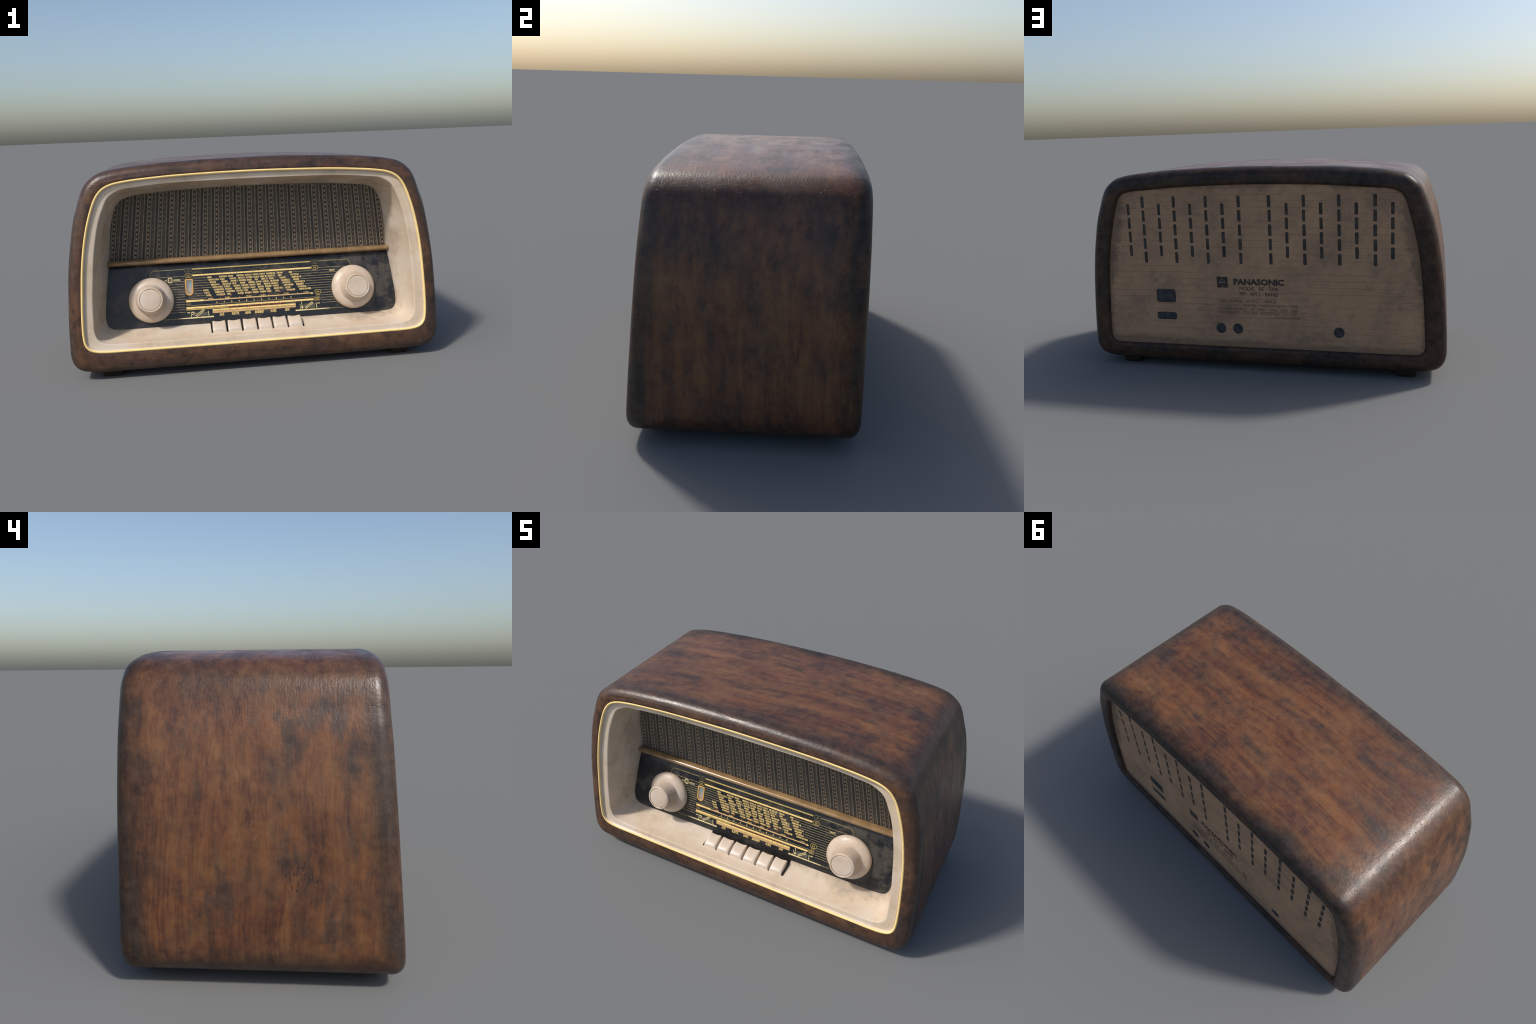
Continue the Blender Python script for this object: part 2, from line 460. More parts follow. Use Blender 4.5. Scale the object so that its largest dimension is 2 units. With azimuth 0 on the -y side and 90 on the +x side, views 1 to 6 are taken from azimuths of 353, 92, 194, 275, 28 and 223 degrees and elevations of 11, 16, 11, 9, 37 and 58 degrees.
CREASE = closed_outline([(0, 1.017), (.2, 1.016), (.4, 1.0135), (.54, 1.006), (.62, .998), (.675, .992), (.713, .977),
                         (.75, .951), (.777, .900), (.806, .825), (.837, .68), (.853, .54), (.863, .43), (.866, .32),
                         (.865, .255), (.854, .222), (.832, .201), (.79, .191), (.6, .188), (.3, .187), (0, .187)])
INNER = closed_outline([(0, .967), (.2, .9655), (.43, .958), (.59, .946), (.655, .937), (.695, .922), (.72, .899),
                        (.740, .862), (.762, .785), (.785, .62), (.790, .575), (.796, .535), (.806, .46), (.817, .36), (.8225, .285),
                        (.816, .246), (.800, .226), (.775, .218), (.73, .2155), (.4, .215), (0, .215)])
BACK = closed_outline([(0, 1.034), (.135, 1.033), (.42, 1.024), (.586, 1.012), (.735, .998), (.776, .976), (.796, .937),
                       (.818, .86), (.855, .695), (.877, .51), (.886, .35), (.891, .20), (.886, .155), (.862, .137), (.80, .134), (.4, .134), (0, .134)])

def polar(outline):
    d = outline - CEN
    a = np.arctan2(d[:, 1], d[:, 0]); r = np.hypot(d[:, 0], d[:, 1])
    o = np.argsort(a); a, r = a[o], r[o]
    a = np.concatenate([a[-3:] - 2 * np.pi, a, a[:3] + 2 * np.pi]); r = np.concatenate([r[-3:], r, r[:3]])
    return lambda t: CEN + np.stack([np.cos(t), np.sin(t)], 1) * np.interp(t, a, r)[:, None]

def resample(outline, n):
    P = np.vstack([outline, outline[:1]]); s = np.concatenate([[0], np.cumsum(np.linalg.norm(np.diff(P, axis=0), axis=1))])
    t = np.linspace(0, s[-1], n, endpoint=False)
    return np.stack([np.interp(t, s, P[:, i]) for i in (0, 1)], 1)

NS = 360
OUT = resample(OUTER, NS)
TH = np.arctan2(OUT[:, 1] - CEN[1], OUT[:, 0] - CEN[0])
TRM, CRS, INN, BCK = (polar(o)(TH) for o in (TRIM, CREASE, INNER, BACK))

def inset(P, d):
    t = np.roll(P, -1, 0) - np.roll(P, 1, 0)
    t /= np.linalg.norm(t, axis=1)[:, None]
    n = np.stack([t[:, 1], -t[:, 0]], 1)              # loop runs clockwise seen from the front
    c = np.sign(((CEN - P) * n).sum(1))[:, None]
    return P + n * c * d

FRONT = lambda z: -.4765 + .07 * z                    # raked front plane of the wood
BACKY = .4745
def ring(P, y):
    return [(p[0], float(yy), p[1]) for p, yy in zip(P, np.broadcast_to(y, len(P)))]

# ------------------------------------------------------------------ cabinet
def build_cabinet():
    R = []
    zf = lambda P: FRONT(P[:, 1])
    seat = inset(TRM, .004)
    R.append(ring(seat, zf(seat) + .02))
    R.append(ring(seat, zf(seat) + .003))
    p = inset(TRM, -.004); R.append(ring(p, zf(p) + .0005))
    f = .046
    edge = inset(OUT, f * .98)
    for k in (.2, .45, .7, .9):
        q = p * (1 - k) + edge * k
        R.append(ring(q, zf(q) - .0015 * math.sin(k * math.pi)))
    for k in range(0, 11):                                    # front round-over
        a = k / 10 * math.pi / 2
        q = inset(OUT, f * (1 - math.sin(a)))
        R.append(ring(q, zf(q) + .05 * (1 - math.cos(a))))
    y0 = zf(OUT) + .05
    y1 = BACKY - .05
    for k in np.linspace(0, 1, 26)[1:-1]:
        R.append(ring(OUT, y0 + (y1 - y0) * k))
    for k in range(0, 11):                                    # back round-over
        a = k / 10 * math.pi / 2
        q = inset(OUT, .052 * (1 - math.cos(a)))
        R.append(ring(q, y1 + .05 * math.sin(a)))
    top = inset(OUT, .052)
    lip = inset(BCK, -.018)
    for k in (.35, .7):
        R.append(ring(top * (1 - k) + lip * k, BACKY))
    for k in range(0, 7):                                     # inner lip rolls down onto the back board
        a = k / 6 * math.pi / 2
        R.append(ring(inset(lip, .018 * math.sin(a)), BACKY - .024 * (1 - math.cos(a))))
    q = inset(BCK, 0.)
    R.append(ring(q, .438))
    me = loft("cabinet", R, recalc=False)
    bm = bmesh.new(); bm.from_mesh(me)
    bmesh.ops.recalc_face_normals(bm, faces=bm.faces)
    # recalc on an open shell: make sure the top faces up
    up = max(bm.faces, key=lambda f: f.calc_center_median().z)
    if up.normal.z < 0:
        bmesh.ops.reverse_faces(bm, faces=bm.faces)
    bm.normal_update()
    for v in bm.verts:                                        # hand-worn, very slightly uneven surface
        c = v.co
        if -.43 < c.y < .44:
            d = mnoise.noise(c * 2.6) * .0016 + mnoise.noise(c * 9.) * .0006
            v.co += v.normal * d
    bm.to_mesh(me); bm.free()
    return add("cabinet", me, "wood")
build_cabinet()

def build_feet():
    for sx in (-1, 1):
        for y0, y1 in ((-.402, -.292), (.312, .422)):
            bm = bmesh.new()
            bmesh.ops.create_cube(bm, size=1)
            for v in bm.verts:
                t = .008 if v.co.z > 0 else 0.
                v.co = Vector((sx * (.794 + v.co.x * (.094 + 2 * t)), (y0 + y1) / 2 + v.co.y * (y1 - y0 + 2 * t), .021 + v.co.z * .042))
            bmesh.ops.recalc_face_normals(bm, faces=bm.faces)
            bmesh.ops.bevel(bm, geom=bm.edges[:], offset=.006, segments=2, affect='EDGES', profile=.5)
            me = bpy.data.meshes.new("foot"); bm.to_mesh(me); bm.free()
            add("foot", me, "foot", angle=40)
build_feet()

# ------------------------------------------------------------------ gold trim bead
def tube(name, pts, r, mat, parent=None, sides=10, closed=True, squash=1.0):
    P = [Vector(p) for p in pts]; n = len(P); R = []
    for i, p in enumerate(P):
        t = (P[(i + 1) % n] - P[i - 1]) if closed else (P[min(i + 1, n - 1)] - P[max(i - 1, 0)])
        t.normalize()
        a = t.cross(Vector((0, 1, 0))).normalized(); b = t.cross(a).normalized()
        R.append([p + (a * math.cos(w) * squash + b * math.sin(w)) * r for w in (2 * math.pi * k / sides for k in range(sides))])
    if closed:
        R.append(R[0])
        V = [v for r_ in R[:-1] for v in r_]; F = []
        for i in range(n):
            for k in range(sides):
                j, l = (i + 1) % n, (k + 1) % sides
                F.append((i * sides + k, i * sides + l, j * sides + l, j * sides + k))
        me = mesh_from(name, V, F, True)
    else:
        me = loft(name, R, True, True, True, True)
    return add(name, me, mat, parent)
tube("trim", [(p[0], FRONT(p[1]) + .0035, p[1]) for p in TRM], .0064, "gold")

# ------------------------------------------------------------------ recess surfaces
DIAL_Y = lambda z: -.330 + .27 * z + (4. * (z - .50) ** 2 if z > .50 else 0.)
CLOTH_Y = lambda z: -.084 - .14 * z
def inner_y(z):
    a, b = .545, .585
    if z <= a: return DIAL_Y(z)
    if z >= b: return CLOTH_Y(z)
    k = (z - a) / (b - a)
    return DIAL_Y(a) * (1 - k) + CLOTH_Y(b) * k

SLOT_X0, SLOT_X1, SLOT_Y = -.2545, .2560, -.3825
def build_bezel():
    R = []
    pl = lambda P: FRONT(P[:, 1]) - .0015
    for d, dep in ((.002, .010), (.0055, .0052), (.0072, .0065), (.0090, .0110), (.0102, .0138), (.0107, .0160), (.0113, .0146), (.0150, .0153), (.0200, .0160), (.026, .0166)):
        q = inset(TRM, d); R.append(ring(q, pl(q) + dep))
    a = inset(TRM, .026)
    for k in (.4, .75):
        q = a * (1 - k) + CRS * k; R.append(ring(q, pl(q) + .0166 + .0018 * k))
    crs_y = pl(CRS) + .0200
    iny = np.array([inner_y(z) for z in INN[:, 1]])
    q = a * .08 + CRS * .92; R.append(ring(q, pl(q) + .0185))
    R.append(ring(CRS, crs_y))
    for k in (.035, .08, .2, .35, .5, .65, .8, .92, 1.0):
        q = CRS * (1 - k) + INN * k
        bulge = -.006 * math.sin(k * math.pi)                  # walls sag slightly outwards
        q = inset(q, bulge)
        R.append(ring(q, crs_y * (1 - k) + iny * k))
    R.append(ring(inset(INN, -.003), iny + .012))
    me = loft("bezel", R)
    bm = bmesh.new(); bm.from_mesh(me)
    # notch for the keys
    low = lambda: [f for f in bm.faces if f.calc_center_median().z < .26 and f.calc_center_median().y > -.45]
    for co, no in (((SLOT_X0, 0, 0), (1, 0, 0)), ((SLOT_X1, 0, 0), (1, 0, 0)), ((0, SLOT_Y, 0), (0, 1, 0))):
        fs = low(); es = {e for f in fs for e in f.edges}; vs = {v for f in fs for v in f.verts}
        bmesh.ops.bisect_plane(bm, geom=list(vs) + list(es) + fs, plane_co=co, plane_no=no, dist=1e-6)
    kill = []
    for f in low():
        c = f.calc_center_median()
        if SLOT_X0 < c.x < SLOT_X1 and c.y > SLOT_Y:
            kill.append(f)
    bmesh.ops.delete(bm, geom=kill, context='FACES')
    bmesh.ops.recalc_face_normals(bm, faces=bm.faces)
    fl = min(bm.faces, key=lambda f: (f.calc_center_median() - Vector((.5, -.35, .2))).length)
    if fl.normal.z < 0:
        bmesh.ops.reverse_faces(bm, faces=bm.faces)
    bm.to_mesh(me); bm.free()
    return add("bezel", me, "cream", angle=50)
bezel = build_bezel()

def sheet(name, z0, z1, nz, yfun, grow, mat, lift=.001):
    """Panel that fills the inner outline between two heights."""
    right = sorted([(p[1], p[0]) for p in resample(INNER, 900) if p[0] > 0.02])
    zz = np.array([p[0] for p in right]); xx = np.array([p[1] for p in right])
    V, F, nx = [], [], 24
    for i in range(nz + 1):
        z = z0 + (z1 - z0) * i / nz
        lo, hi = np.searchsorted(zz, z - .006), np.searchsorted(zz, z + .006)
        w = (xx[lo:hi].max() if hi > lo else .70) + grow
        for j in range(nx + 1):
            V.append((w * (2 * j / nx - 1), yfun(z) - lift, z))
    n = nx + 1
    for i in range(nz):
        for j in range(nx):
            F.append((i * n + j, i * n + j + 1, (i + 1) * n + j + 1, (i + 1) * n + j))
    return add(name, mesh_from(name, V, F), mat)
dial = sheet("dial", .13, .560, 44, DIAL_Y, .012, "dial")
PERIOD, DOTP = .0645, .0262
MAT["cloth"] = cloth_material(PERIOD, DOTP)
cloth = sheet("speaker_cloth", .555, .985, 44, CLOTH_Y, .02, "cloth", 0.)

def build_cords():
    V, F = [], []
    n = 0
    for c in range(-14, 15):
        for off, r in ((-.17, .0036), (.195, .0036), (.535, .0034)):
            u = (c + off) * PERIOD
            if abs(u) > .80: continue
            s = 6
            zs = np.linspace(.56, .975, 9)
            base = len(V)
            for z in zs:
                x = u * (1 - .2 * (z - .6)) + .0012 * mnoise.noise(Vector((u * 30, z * 6, 0)))
                for k in range(s + 1):
                    a = math.pi * k / s
                    V.append((x + r * math.cos(a), CLOTH_Y(z) + .0002 - .003 * math.sin(a), z))
            m = s + 1
            for i in range(len(zs) - 1):
                for k in range(s):
                    F.append((base + i * m + k, base + i * m + k + 1, base + (i + 1) * m + k + 1, base + (i + 1) * m + k))
    ob = add("cord", mesh_from("cord", V, F, True), "cord", cloth)
    ob["kind"] = "stuff"
build_cords()

def build_divider():
    prof = []
    cy, cz = -.181, .5665
    for k in range(21):                                       # rounded bar, deeper than tall
        a = math.pi * (k / 20 * 1.25 - .125) - math.pi / 2
        prof.append((cy - .026 * math.cos(a), cz + .0158 * math.sin(a)))
    R = []
    for x, s in ((-.797, .80), (-.7955, .95), (-.792, 1.), (-.4, 1), (0, 1), (.4, 1), (.792, 1.), (.7955, .95), (.797, .80)):
        R.append([(x, cy + (y - cy) * s, cz + (z - cz) * s) for y, z in prof])
    add("divider_bar", loft("divider_bar", R, True, True, True, True), "brass", angle=60)
build_divider()

# ------------------------------------------------------------------ key slot and keys
def build_keys():
    x0, x1, y0, y1, zb = SLOT_X0, SLOT_X1, SLOT_Y, -.262, .150
    ztop = lambda y: .1955 + (y + .3825) * .165
    V = [(x0, y0, .1985), (x1, y0, .1985), (x1, y1, .2165), (x0, y1, .2165), (x0, y0, zb), (x1, y0, zb), (x1, y1, zb), (x0, y1, zb)]
    F = [(4, 5, 6, 7), (1, 2, 6, 5), (3, 0, 4, 7)]
    add("key_slot", mesh_from("key_slot", V, F), "hole", bezel, smooth=False)
    w, yf, yb, zl = .0380, -.3832, -.3060, .165
    nu, nv = 12, 14
    V, F = [], []
    us = [-1, -.97, -.9, -.75, -.5, -.25, 0, .25, .5, .75, .9, .97, 1]
    vs = [0, .012, .04, .08, .13, .2, .3, .4, .5, .6, .7, .8, .9, .96, 1]
    for v in vs:
        for u in us:
            rise = .2095 + .0270 * math.sin(v * math.pi / 2) ** .78
            saddle = .0070 * (u * u - .45) * v ** 1.6 - .0016 * (1 - v) * u * u
            lipf = -.0030 * max(0., 1 - v / .06) ** 2
            sidef = -.0050 * max(0., (abs(u) - .75) / .25) ** 2.5
            backf = -.0015 * max(0., (v - .92) / .08) ** 2
            z = rise + saddle + lipf + sidef + backf
            xx = u * w * (.955 - .02 * v)
            V.append((xx, yf + (yb - yf) * v, z))
    n = len(us)
    for i in range(len(vs) - 1):
        for j in range(n - 1):
            F.append((i * n + j, i * n + j + 1, (i + 1) * n + j + 1, (i + 1) * n + j))
    # skirt down into the slot
    rimi = [j for j in range(n)] + [i * n + n - 1 for i in range(1, len(vs))] + [(len(vs) - 1) * n + j for j in range(n - 2, -1, -1)] + [i * n for i in range(len(vs) - 2, 0, -1)]
    b = len(V)
    for i in rimi:
        x, y, z = V[i]; V.append((x * 1.05, y, zl))
    m = len(rimi)
    for k in range(m):
        F.append((rimi[k], b + k, b + (k + 1) % m, rimi[(k + 1) % m]))
    me = mesh_from("key", V, F, True)
    me.materials.append(MAT["key"])
    me.polygons.foreach_set("use_smooth", [True] * len(me.polygons))
    me.set_sharp_from_angle(angle=math.radians(42))
    for k in range(6):
        ob = bpy.data.objects.new("key", me); COL.objects.link(ob); ob.parent = ROOT
        ob.location = (-.2095 + k * .0843, 0., rng.uniform(-.0008, .0008))
build_keys()

# ------------------------------------------------------------------ knobs
def lathe(name, prof, seg=96, flute=None):
    R = []
    for i, (r, h) in enumerate(prof):
        row = []
        for k in range(seg):
            a = 2 * math.pi * k / seg
            rr = r
            if flute and flute[0] <= i <= flute[1]:
                rr = r - .0011 * (0.5 + .5 * math.cos(a * flute[2])) ** 2
            row.append((rr * math.cos(a), rr * math.sin(a), h))
        R.append(row)
    return loft(name, R, True, True, False, True)

def build_knobs():
    skirt = lathe("knob", [(.1235, -.004), (.1245, .002), (.1245, .012), (.1235, .017), (.1205, .0225), (.1150, .0285), (.107, .034),
                           (.098, .0385), (.090, .0415), (.0850, .0430), (.0835, .0424), (.082, .041)])
    grip = lathe("grip", [(.0845, .036), (.0845, .0425), (.0830, .0455), (.0815, .050), (.0775, .070), (.0735, .092), (.0705, .107), (.0695, .1115),
                          (.0682, .1155), (.0662, .1188), (.0637, .1203), (.0610, .1200), (.0592, .1185), (.0585, .1160), (.057, .115)], 240, (3, 7, 60))
    cap = lathe("cap", [(.0582, .113), (.0578, .1165), (.056, .1180), (.050, .1186), (.03, .1192), (.012, .1195), (.002, .1196)], 64)
    shadow = lathe("contact_shadow_ring", [(.1262, -.006), (.1268, -.002), (.1268, .0022), (.1255, .0035), (.118, .0036)], 96)  # contact shadow around the knob, modelled as a thin dark ring
    n = Vector((0, -.9654, .2607))
    e1 = Vector((1, 0, 0)); e2 = n.cross(e1)
    for x in (-.571, .574):
        c = Vector((x, -.330 + .27 * .3590, .3590))
        mw = Matrix(((e1.x, e2.x, n.x, c.x), (e1.y, e2.y, n.y, c.y), (e1.z, e2.z, n.z, c.z), (0, 0, 0, 1)))
        k = add("knob", skirt, "knob", None, True, 40)
        k.matrix_basis = mw @ Matrix.Rotation(rng.uniform(0, 6), 4, 'Z')
        for nm, me, mt in (("grip", grip, "knob"), ("cap", cap, "knob"), ("contact_shadow_ring", shadow, "foot")):
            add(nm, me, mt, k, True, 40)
        R = .0588
        pts = [(R * math.cos(a), R * math.sin(a), .1182) for a in (2 * math.pi * i / 72 for i in range(72))]
        V, F, sd = [], [], 6
        for i in range(72):
            a = 2 * math.pi * i / 72
            for j in range(sd):
                b = 2 * math.pi * j / sd
                rr = R + .0011 * math.cos(b)
                V.append((rr * math.cos(a), rr * math.sin(a), .1188 + .0011 * math.sin(b)))
        for i in range(72):
            for j in range(sd):
                F.append((i * sd + j, ((i + 1) % 72) * sd + j, ((i + 1) % 72) * sd + (j + 1) % sd, i * sd + (j + 1) % sd))
        add("ring", mesh_from("ring", V, F, True), "ring", k)
build_knobs()

# ------------------------------------------------------------------ dial printing
class Print:
    """Collects thin raised ink pieces that follow the dial surface; one mesh per ink kind."""
    def __init__(self, name, mat, lift=.0022):
        self.name, self.mat, self.V, self.F, self.lift = name, mat, [], [], lift
    def at(self, x, z, l):
        return (x, DIAL_Y(z) - l, z)
    def quad(self, pts, lift=None):
        l = lift or self.lift
        b = len(self.V); n = len(pts)
        self.V += [self.at(x, z, l) for x, z in pts] + [self.at(x, z, .0005) for x, z in pts]
        self.F.append(tuple(b + i for i in range(n)))
        for i in range(n):
            j = (i + 1) % n
            self.F.append((b + i, b + n + i, b + n + j, b + j))
    def bar(self, x0, x1, z, h, h1=None):
        h1 = h if h1 is None else h1
        self.quad([(x0, z - h / 2), (x1, z - h1 / 2), (x1, z + h1 / 2), (x0, z + h / 2)])
    def line(self, pts, w):
        for (a, b) in zip(pts[:-1], pts[1:]):
            d = Vector((b[0] - a[0], b[1] - a[1])).normalized() * (w / 2); n = Vector((-d.y, d.x))
            self.quad([(a[0] - n.x - d.x * .5, a[1] - n.y - d.y * .5), (b[0] - n.x + d.x * .5, b[1] - n.y + d.y * .5),
                       (b[0] + n.x + d.x * .5, b[1] + n.y + d.y * .5), (a[0] + n.x - d.x * .5, a[1] + n.y - d.y * .5)])
    def box(self, x0, x1, z0, z1, w, r=.004):
        P = [(x0 + r, z0), (x1 - r, z0), (x1, z0 + r), (x1, z1 - r), (x1 - r, z1), (x0 + r, z1), (x0, z1 - r), (x0, z0 + r), (x0 + r, z0)]
        self.line(P, w)
    def word(self, s, x, z, h, width=None, align='LEFT', bold=0.):
        me = text_mesh(s, bold)
        co = np.array([v.co for v in me.vertices])
        if not len(co): return
        co[:, 0] -= co[:, 0].min(); k = h / .70
        wid = co[:, 0].max() * k
        sx = width / wid if width else .9
        x0 = x if align == 'LEFT' else x - wid * sx / 2
        b = len(self.V)
        self.V += [self.at(x0 + c[0] * k * sx, z + (c[1]) * k - h / 2, self.lift) for c in co]
        self.F += [tuple(b + i for i in p.vertices) for p in me.polygons]
        bpy.data.meshes.remove(me)
    def done(self, parent):
        if not self.V: return
        me = mesh_from(self.name, self.V, self.F)
        ob = add(self.name, me, self.mat, parent, smooth=False)
        ob["kind"] = "stuff"
        return ob

def text_mesh(s, bold=0., depth=0.):
    cu = bpy.data.curves.new("lettering", 'FONT')
    cu.body = s; cu.size = 1.; cu.resolution_u = 2; cu.offset = bold; cu.extrude = depth
    ob = bpy.data.objects.new("lettering", cu); COL.objects.link(ob)
    dg = bpy.context.evaluated_depsgraph_get()
    me = bpy.data.meshes.new_from_object(ob.evaluated_get(dg))
    bpy.data.objects.remove(ob); bpy.data.curves.remove(cu)
    return me

STATIONS = """NICE;MONTE CARLO;RENNES;BERLIN H;RADIO CARLO;LUXEMBOURG;KOBENHAVN;SAARBRUCK
DORTMUND;KOLN;BREMEN;FRANCE II;TORINO;VATIKAN;NORDDEICH;BBC
PRAHA;OSTRAVA;PARIS I;GRAZ;MUNCHEN R;BILBAO;STRASBG;SAARBR
BEROMUN;AFN STUTTG;DROITWICH;PARIS;LYON WIEN;DRESDEN;LYON;BUDAPEST I
ROMA II;SOTTENS;BASEL;LEIPZIG;GENEVE;NANCY;VALENCIA;MADRID
LONDON;MILANO;NDR;AFN FRANK;RIAS;BRUSSEL;PORTO;HAMBURG
LYON W;BBC III;BERN SS;LONDON L;BERLIN RI;SUDWEST;KIEL;LINZ
BRUXELLES;RADIO M;SOFIA;HILVERSUM;BARCELO;WIEN I;MALMO SVE;OSLO
TIRANA;BBC;NANTES;MARSEILLE;MONTE CE;AFN BREMEN;LILLE;STAVANGER
BRE;STUTTGART;BERLIN III;RENNES;NORDWEST RF;BUDAPEST;STOCKHOLM;NAPOLI SONDER"""
def build_dial_print():
    gold = Print("station_lettering", "print_word")
    bright = Print("scale_bar", "print")
    dim = Print("upper_scale_bar", "print_dim")
    thin = Print("ruled_line", "print_line", .0017)
    olive = Print("faint_lettering", "print_olive", .0017)
    copper = Print("copper_scale_bar", "print_copper")
    red = Print("red_mark", "print_red", .0026)
    dred = Print("dark_red_band", "print_dark_red", .0017)
    pale = Print("symbol", "print_pale", .0026)
    grey = Print("symbol_ground", "print_grey", .0016)
    labels = Print("key_lettering", "print")
    def segments(P, x0, x1, z, h, cuts):
        xs = [x0] + list(cuts) + [x1]
        for a, b in zip(xs[:-1], xs[1:]):
            P.bar(a + .0006, b - .0006, z, h)
    spread = lambda c: [-.25 + i * .041 + .006 * math.sin(i * 2.1 + c) for i in range(13)]
    segments(dim, -.339, .338, .5130, .0060, spread(0))
    segments(bright, -.339, .339, .4787, .0083, spread(1.3))
    # station names: ten slanting columns and one short one
    tops = (-.256, -.189, -.139, -.090, -.044, .001, .039, .080, .140, .209)
    slant = (.0066, .0058, .0070, .0058, .0057, .0050, .0056, .0062, .0070, .0076)
    rowz = lambda r: .4628 - .0138 * r
    for c, names in enumerate(STATIONS.split("\n")):
        for r, s in enumerate(names.split(";")):
            x = tops[c] + slant[c] * r
            room = ((tops[c + 1] + slant[c + 1] * r) if c < 9 else 1.) - x - .006
            w = min(room, .0051 * len(s) + .004)
            gold.word(s, x, rowz(r), .0086, max(w, .013), bold=.065)
    for r, s in enumerate(("BORDX", "LINZ", "CAEN")):
        gold.word(s, -.282 + .0058 * r, rowz(r + 5), .0086, .030, bold=.065)
    for x in (-.242, -.177, -.129, -.067, -.026, .013, .055, .093, .150, .214):
        red.bar(x - .0055, x + .0055, .3598, .0045)
    for x, s in ((-.2435, "PARIS"), (-.1475, "ROMA"), (-.0285, "PRAG"), (.0535, "KIEV"), (.1855, "LYON"), (.301, "LODZ")):
        gold.word(s, x, .3475, .0074, .029, 'CENTER', .02)
    # ruled lines on both flanks
    for r in range(-1, 14):
        z = rowz(r)
        reach = .574 - math.sqrt(max(0., .127 ** 2 - (1.036 * (z - .359)) ** 2)) + .02
        left_end = -.384 if z > .35 else -.388
        if abs(z - .4590) > .008:
            thin.bar(-reach - .003, left_end, z, .0026)
        else:
            thin.bar(-.403, left_end, z, .0022)
        if 0 <= r <= 7:
            first = (-.256 + .0066 * r) if r < 5 else (-.282 + .0058 * (r - 5))
            thin.bar(-.334, first - .005, z, .0026)
        if r == 8:
            thin.bar(-.384, -.262, z, .0022)
        if r <= 7:
            last = .209 + .0076 * max(r, 0) + (.0051 * len(STATIONS.split("\n")[9].split(";")[max(r, 0)]) + .010)
            thin.bar(.384 if r < 0 else last, .438 if r == 0 else reach, z, .0026)
        else:
            thin.bar(.386, reach, z, .0026)
    # lower scales
    bright.bar(-.382, -.284, .3410, .0105, .0085)
    copper.bar(-.284, .330, .3398, .0066, .0050)
    bright.bar(.328, .340, .3385, .0095, .0060)
    for x in np.linspace(-.19, .25, 9):
        dim.bar(x - .0010, x + .0010, .3470, .0060)
    gold.word("KURZWEL", -.382, .3255, .0062, .026)
    thin.bar(-.382, .377, .3165, .0026)
    for k in range(11):
        x = -.211 + k * .0422
        gold.bar(x - .0026, x + .0026, .3250, .0072)
    for k in range(40):
        x = -.205 + k * .0107
        dim.bar(x - .0010, x + .0010, .3190, .0022)
    segments(bright, -.383, .341, .3042, .0092, [x * .93 for x in spread(2.)])
    dim.bar(-.383, -.144, .2948, .0062, .004)
    dred.bar(-.150, .180, .2946, .0078)
    for k in range(9):
        red.bar(-.138 + k * .035, -.128 + k * .035, .2945, .0022)
    grey.bar(.176, .236, .2946, .0075)
    segments(bright, -.238, .236, .2848, .0084, [x * .8 for x in spread(.6)])
    copper.bar(-.238, .236, .2732, .0108)
    for k in range(3):
        dim.bar(-.238, .236, .2700 + k * .0032, .0006)
    for x, s in ((-.187, "AUS"), (-.110, "PLATTE"), (-.040, "LANG"), (.0265, "BANDBREIT"), (.1065, "KURZ"), (.185, "UKW")):
        labels.word(s, x, .2585, .0140, {3: .026, 4: .033, 6: .041, 9: .052}[len(s)], 'CENTER', .03)
    # lettered badges
    for (x0, x1, z0, z1, s, P) in ((-.380, -.343, .4985, .5185, "UKW", olive), (-.379, -.343, .4685, .4885, "KUR", dim), (.343, .379, .4990, .5195, "UM", olive), (.343, .379, .4685, .4890, "MHZ", dim),
                                   (.352, .386, .3330, .3560, "KM", dim)):
        P.box(x0, x1, z0, z1, .0022, .005)
        P.word(s, (x0 + x1) / 2, (z0 + z1) / 2, .0085, .017, 'CENTER', .02)
    dim.word("METER", .369, .3265, .0060, .024, 'CENTER', .02)
    dim.box(.346, .378, .2975, .3115, .0020, .002)
    dim.word("WIEN", .360, .3045, .0085, .020, 'CENTER', .02)
    for x0, x1, z in ((-.079, -.017, .4970), (.005, .052, .4978), (-.018, .030, .4898), (.052, .072, .4895), (.081, .162, .4971), (.112, .138, .4880),
                      (.165, .191, .4895), (.199, .225, .4976), (.239, .265, .4886), (-.338, -.290, .4972), (-.338, -.285, .4912)):
        olive.word("RUNDFUNK"[: max(3, int((x1 - x0) / .0065))], x0, z, .0052, x1 - x0)
    # curved frame lines
    for s in (-1, 1):
        arc = [(.545 + .026 * math.sin(a), .4875 + .0265 * math.cos(a)) for a in np.linspace(0, math.pi / 2, 8)]
        dim_line = [(.384, .5140)] + arc + [(.571, .470)]
        olive2.line([(s * x, z) for x, z in dim_line], .0036)
        pale.bar(s * .232, s * .36, .2500, .0070, .0060)
        pale.bar(s * .36, s * .43, .2500, .0060, .0036)
        olive2.bar(s * .43, s * .53, .2496, .0034, .0026)
    # push-switch symbol and words by the knobs
    pale.box(-.4735, -.4525, .4470, .4715, .0048, .004)
    grey.bar(-.471, -.455, .4590, .020)
    pale.word("ANTENNE", -.4445, .4590, .0100, .038, bold=.03)
    pale.word("NF", -.494, .4590, .0085, .013, bold=.02)
    pale.word("TASTE", .442, .4590, .0100, .034, bold=.03)
